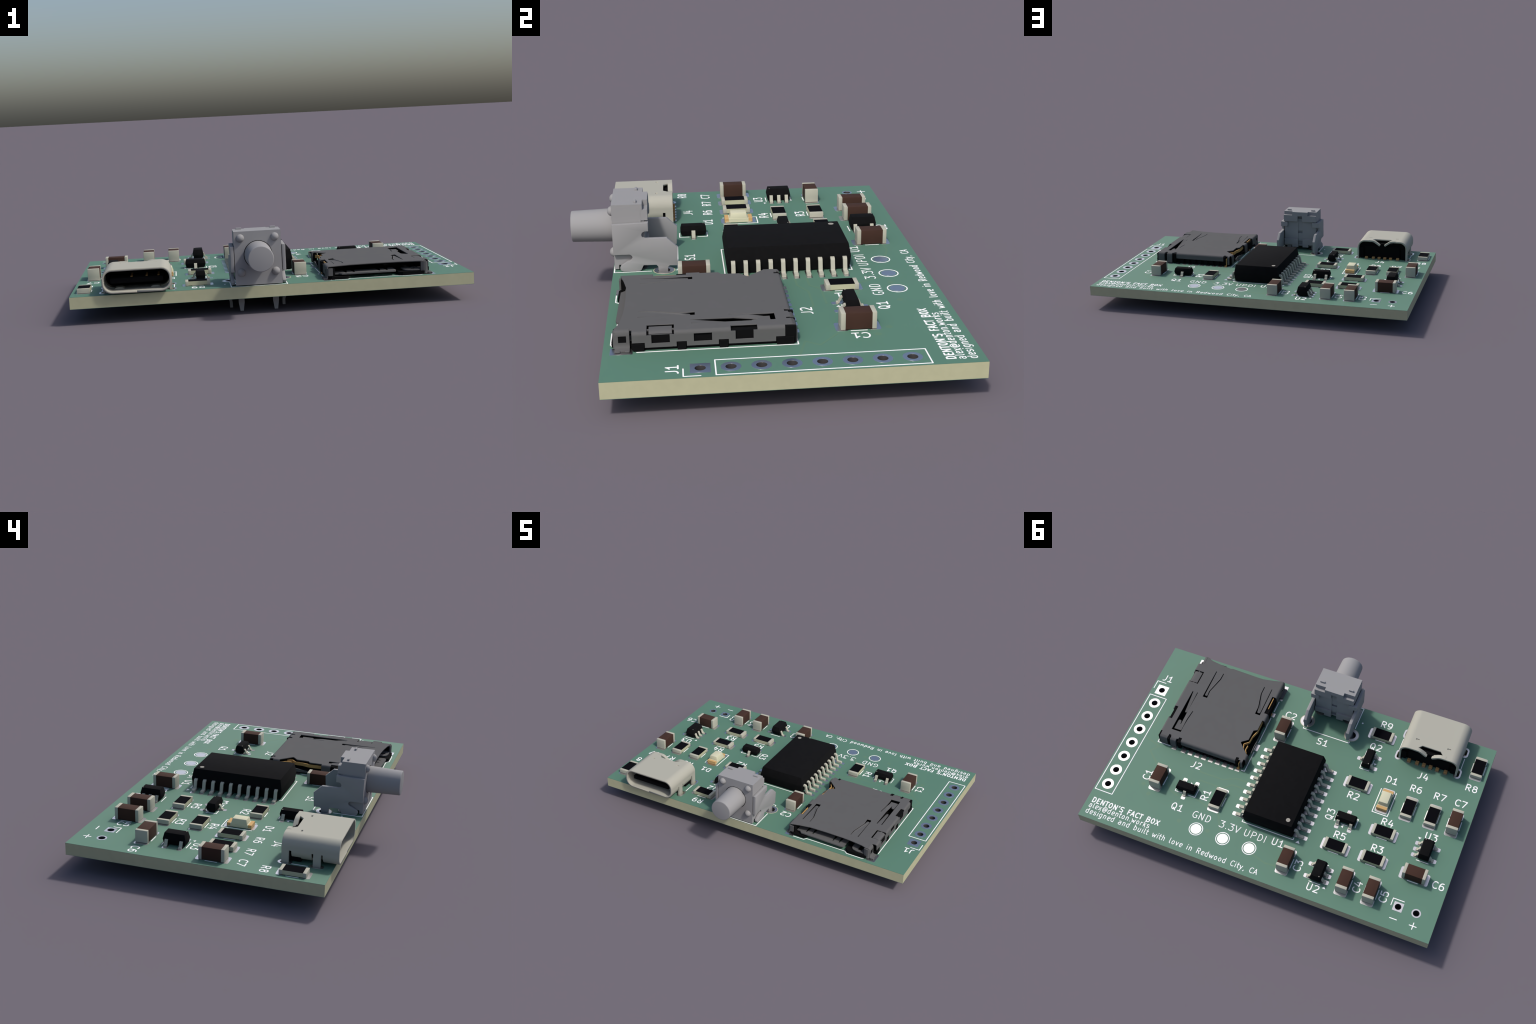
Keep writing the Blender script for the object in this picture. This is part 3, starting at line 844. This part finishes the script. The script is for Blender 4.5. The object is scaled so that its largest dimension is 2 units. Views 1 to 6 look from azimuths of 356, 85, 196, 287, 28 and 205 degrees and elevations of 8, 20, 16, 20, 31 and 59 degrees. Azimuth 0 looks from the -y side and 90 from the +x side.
for s in (-1, 1):
    core_.box(J4X + s * 3.7 - 0.38, J4X + s * 3.7 + 0.38, 9.84, 10.6, 0.1, 1.9, 0.03)
core_.box(J4X - 3.05, J4X + 3.05, 9.97, 10.6, 0.06, 2.25, 0.05)
core_.box(J4X - 3.33, J4X + 3.33, 11.9, 15.9, 1.40, 2.04, 0.08, 2)
place("socket_tongue", core_.mesh("socket_tongue", PLASTIC), parent=usb)
PIN = Shape().box(-0.25, 0.25, 9.5, 10.2, 0.025, 0.34, 0.04).mesh("contact_foot", AMBER)
for x in (14.66, 15.9, 16.91, 17.92, 18.94, 20.18):
    pad_at("usb", lambda: [rect(-0.29, 0.29, -0.55, 0.55)], x, 9.9)
for x in (14.66, 15.9, 16.91, 17.92, 18.94, 20.18):
    place("contact_foot", PIN, (x, 0, 0), 0, usb)
STRIP = Shape().box(-0.13, 0.13, 12.2, 15.2, 2.02, 2.09, 0.01).mesh("gold_strip", GOLD)
for dx in (-2.76, -1.26, 0.66, 2.76):
    if dx < 2:
        place("gold_strip", STRIP, (J4X + dx, 0, 0), 0, usb)
for s in (-1, 1):
    mark([(J4X + s * 4.66, 11.08), (J4X + s * 4.66, 12.95)])

# ------------------------------------------------------------ push button
h = Shape()
X0, X1 = S1X - 3.0, S1X + 3.0
h.box(X0, X1, 12.93, 15.4, 0.62, 6.44).box(X0, X1, 15.4, 15.85, 0.15, 6.44)
h.prism([[(X0, 12.75), (S1X - 1.42, 12.75), (S1X - 1.42, 12.24), (S1X + 1.42, 12.24), (S1X + 1.42, 12.75), (X1, 12.75), (X1, 15.85), (X0, 15.85)]], 6.44, 7.05)   # head
h.box(S1X - 0.42, S1X + 0.42, 12.24, 12.9, 6.3, 6.438)
for s in (-1, 1):
    def half_box(i, o, y, z0, z1, r=0.02):
        a, b = sorted((S1X + s * i, S1X + s * o))
        h.box(a, b, y, 12.95, z0, z1, r)
    half_box(0.42, 2.98, 12.24, 5.32, 6.438, 0)       # shoulder
    half_box(0.42, 2.9, 12.6, 1.95, 5.4, 0.01)   # recessed panel
    half_box(0.42, 2.95, 12.34, 0.95, 2.02, 0.03) # skirt
    half_box(0.42, 1.5, 12.36, 0.5, 1.0)
    h.box(S1X + s * 2.2 - 0.36, S1X + s * 2.2 + 0.36, 13.33, 13.58, 7.0, 7.28, 0.03)
for z0, z1 in ((0.72, 0.98), (1.62, 3.05), (3.5, 5.75)):              # groove with three square holes
    h.box(S1X - 0.45, S1X + 0.45, 12.68, 12.95, z0, z1, 0.01)
for dx in (-2.2, 2.2):
    for z in (1.78, 6.2):
        M = Matrix.Translation((S1X + dx, 15.83, z)) @ Matrix.Rotation(-pi / 2, 4, "X")
        h.lathe([(0.52, 0)] + [(0.52 * cos(t * pi / 14), 0.48 * sin(t * pi / 14)) for t in range(1, 7)] + [(0, 0.48)], 28, M)
button = place("push_button", h.mesh("button_housing", GREY))
M = Matrix.Translation((S1X, 15.6, 4.0)) @ Matrix.Rotation(-pi / 2, 4, "X")
prof = [(0, 0), (1.76, 0), (1.74, 0.4), (1.62, 4.45)] + [(1.5 + 0.115 * cos(t * pi / 8), 4.485 + 0.115 * sin(t * pi / 8)) for t in range(0, 5)] + [(0, 4.6)]
place("plunger", Shape().lathe(prof, 64, M).mesh("plunger", GREY, 35), parent=button)
place("plunger_dark_ring", Shape().lathe([(1.83, 0), (1.83, 0.255), (1.7, 0.255), (1.7, 0)], 64, M).mesh("plunger_dark_ring", PLASTIC, 35), parent=button)  # thin solid black ring round the foot of the plunger, just proud of the front face
plate = [(15.87, 5.12), (12.22, 5.2), (12.22, 4.30), (12.62, 4.28), (12.86, 4.16), (12.94, 3.92), (12.86, 3.66), (12.6, 3.52), (10.38, 3.50), (9.3, 2.45), (9.42, 0.47), (10.2, 0.5), (10.38, 0.35), (10.38, -0.5), (11.38, -0.5), (11.38, 0.4), (11.55, 0.62),
         (12.86, 0.63), (13.14, 0.1), (13.3, 0.03), (14.95, 0.03), (15.2, 0.16), (15.28, 0.42), (15.15, 0.68), (14.5, 1.08), (14.15, 1.2), (13.97, 1.42), (14.0, 1.68), (14.2, 1.86), (15.87, 1.88)]
for s in (-1, 1):
    b = Shape()
    xa, xb = sorted((S1X + s * 3.08, S1X + s * 3.52))
    b.side([plate], xa, xb, 0.04)
    xa, xb = sorted((S1X + s * 2.3, S1X + s * 3.3))
    b.box(xa, xb, 12.2, 12.6, 4.32, 5.18, 0.03)
    b.strap_xz([(S1X + s * 3.23, 0.5), (S1X + s * 3.25, -0.3), (S1X + s * 3.76, -1.6), (S1X + s * 3.76, -2.1), (S1X + s * 3.5, -2.7), (S1X + s * 3.5, -3.5)], 0.36, 10.4, 11.36, 0.2)
    place("bracket", b.mesh("bracket", GREY, 40), parent=button)
    p = S1X + s * 2.25
    c = Shape().front([[(p - 0.38, 0.6), (p + 0.38, 0.6), (p + 0.38, -2.5), (p + 0.21, -3.627), (p - 0.21, -3.627), (p - 0.38, -2.5)]], 13.15, 13.45)
    place("pin", c.mesh("pin", GREY), parent=button)
ya, yb = 12.1, 15.9
mark([(-1.72, 9.6), (-1.72, 9.36), (5.5, 9.36), (5.5, 9.6)], [(5.5, ya), (5.5, yb), (-1.72, yb), (-1.72, ya)])
place("alignment_dot", Shape().lathe([(0, 0.03), (0.13, 0.03), (0.13, 0)], 20).mesh("alignment_dot", INK, 0), (6.2, 13.4, 0))
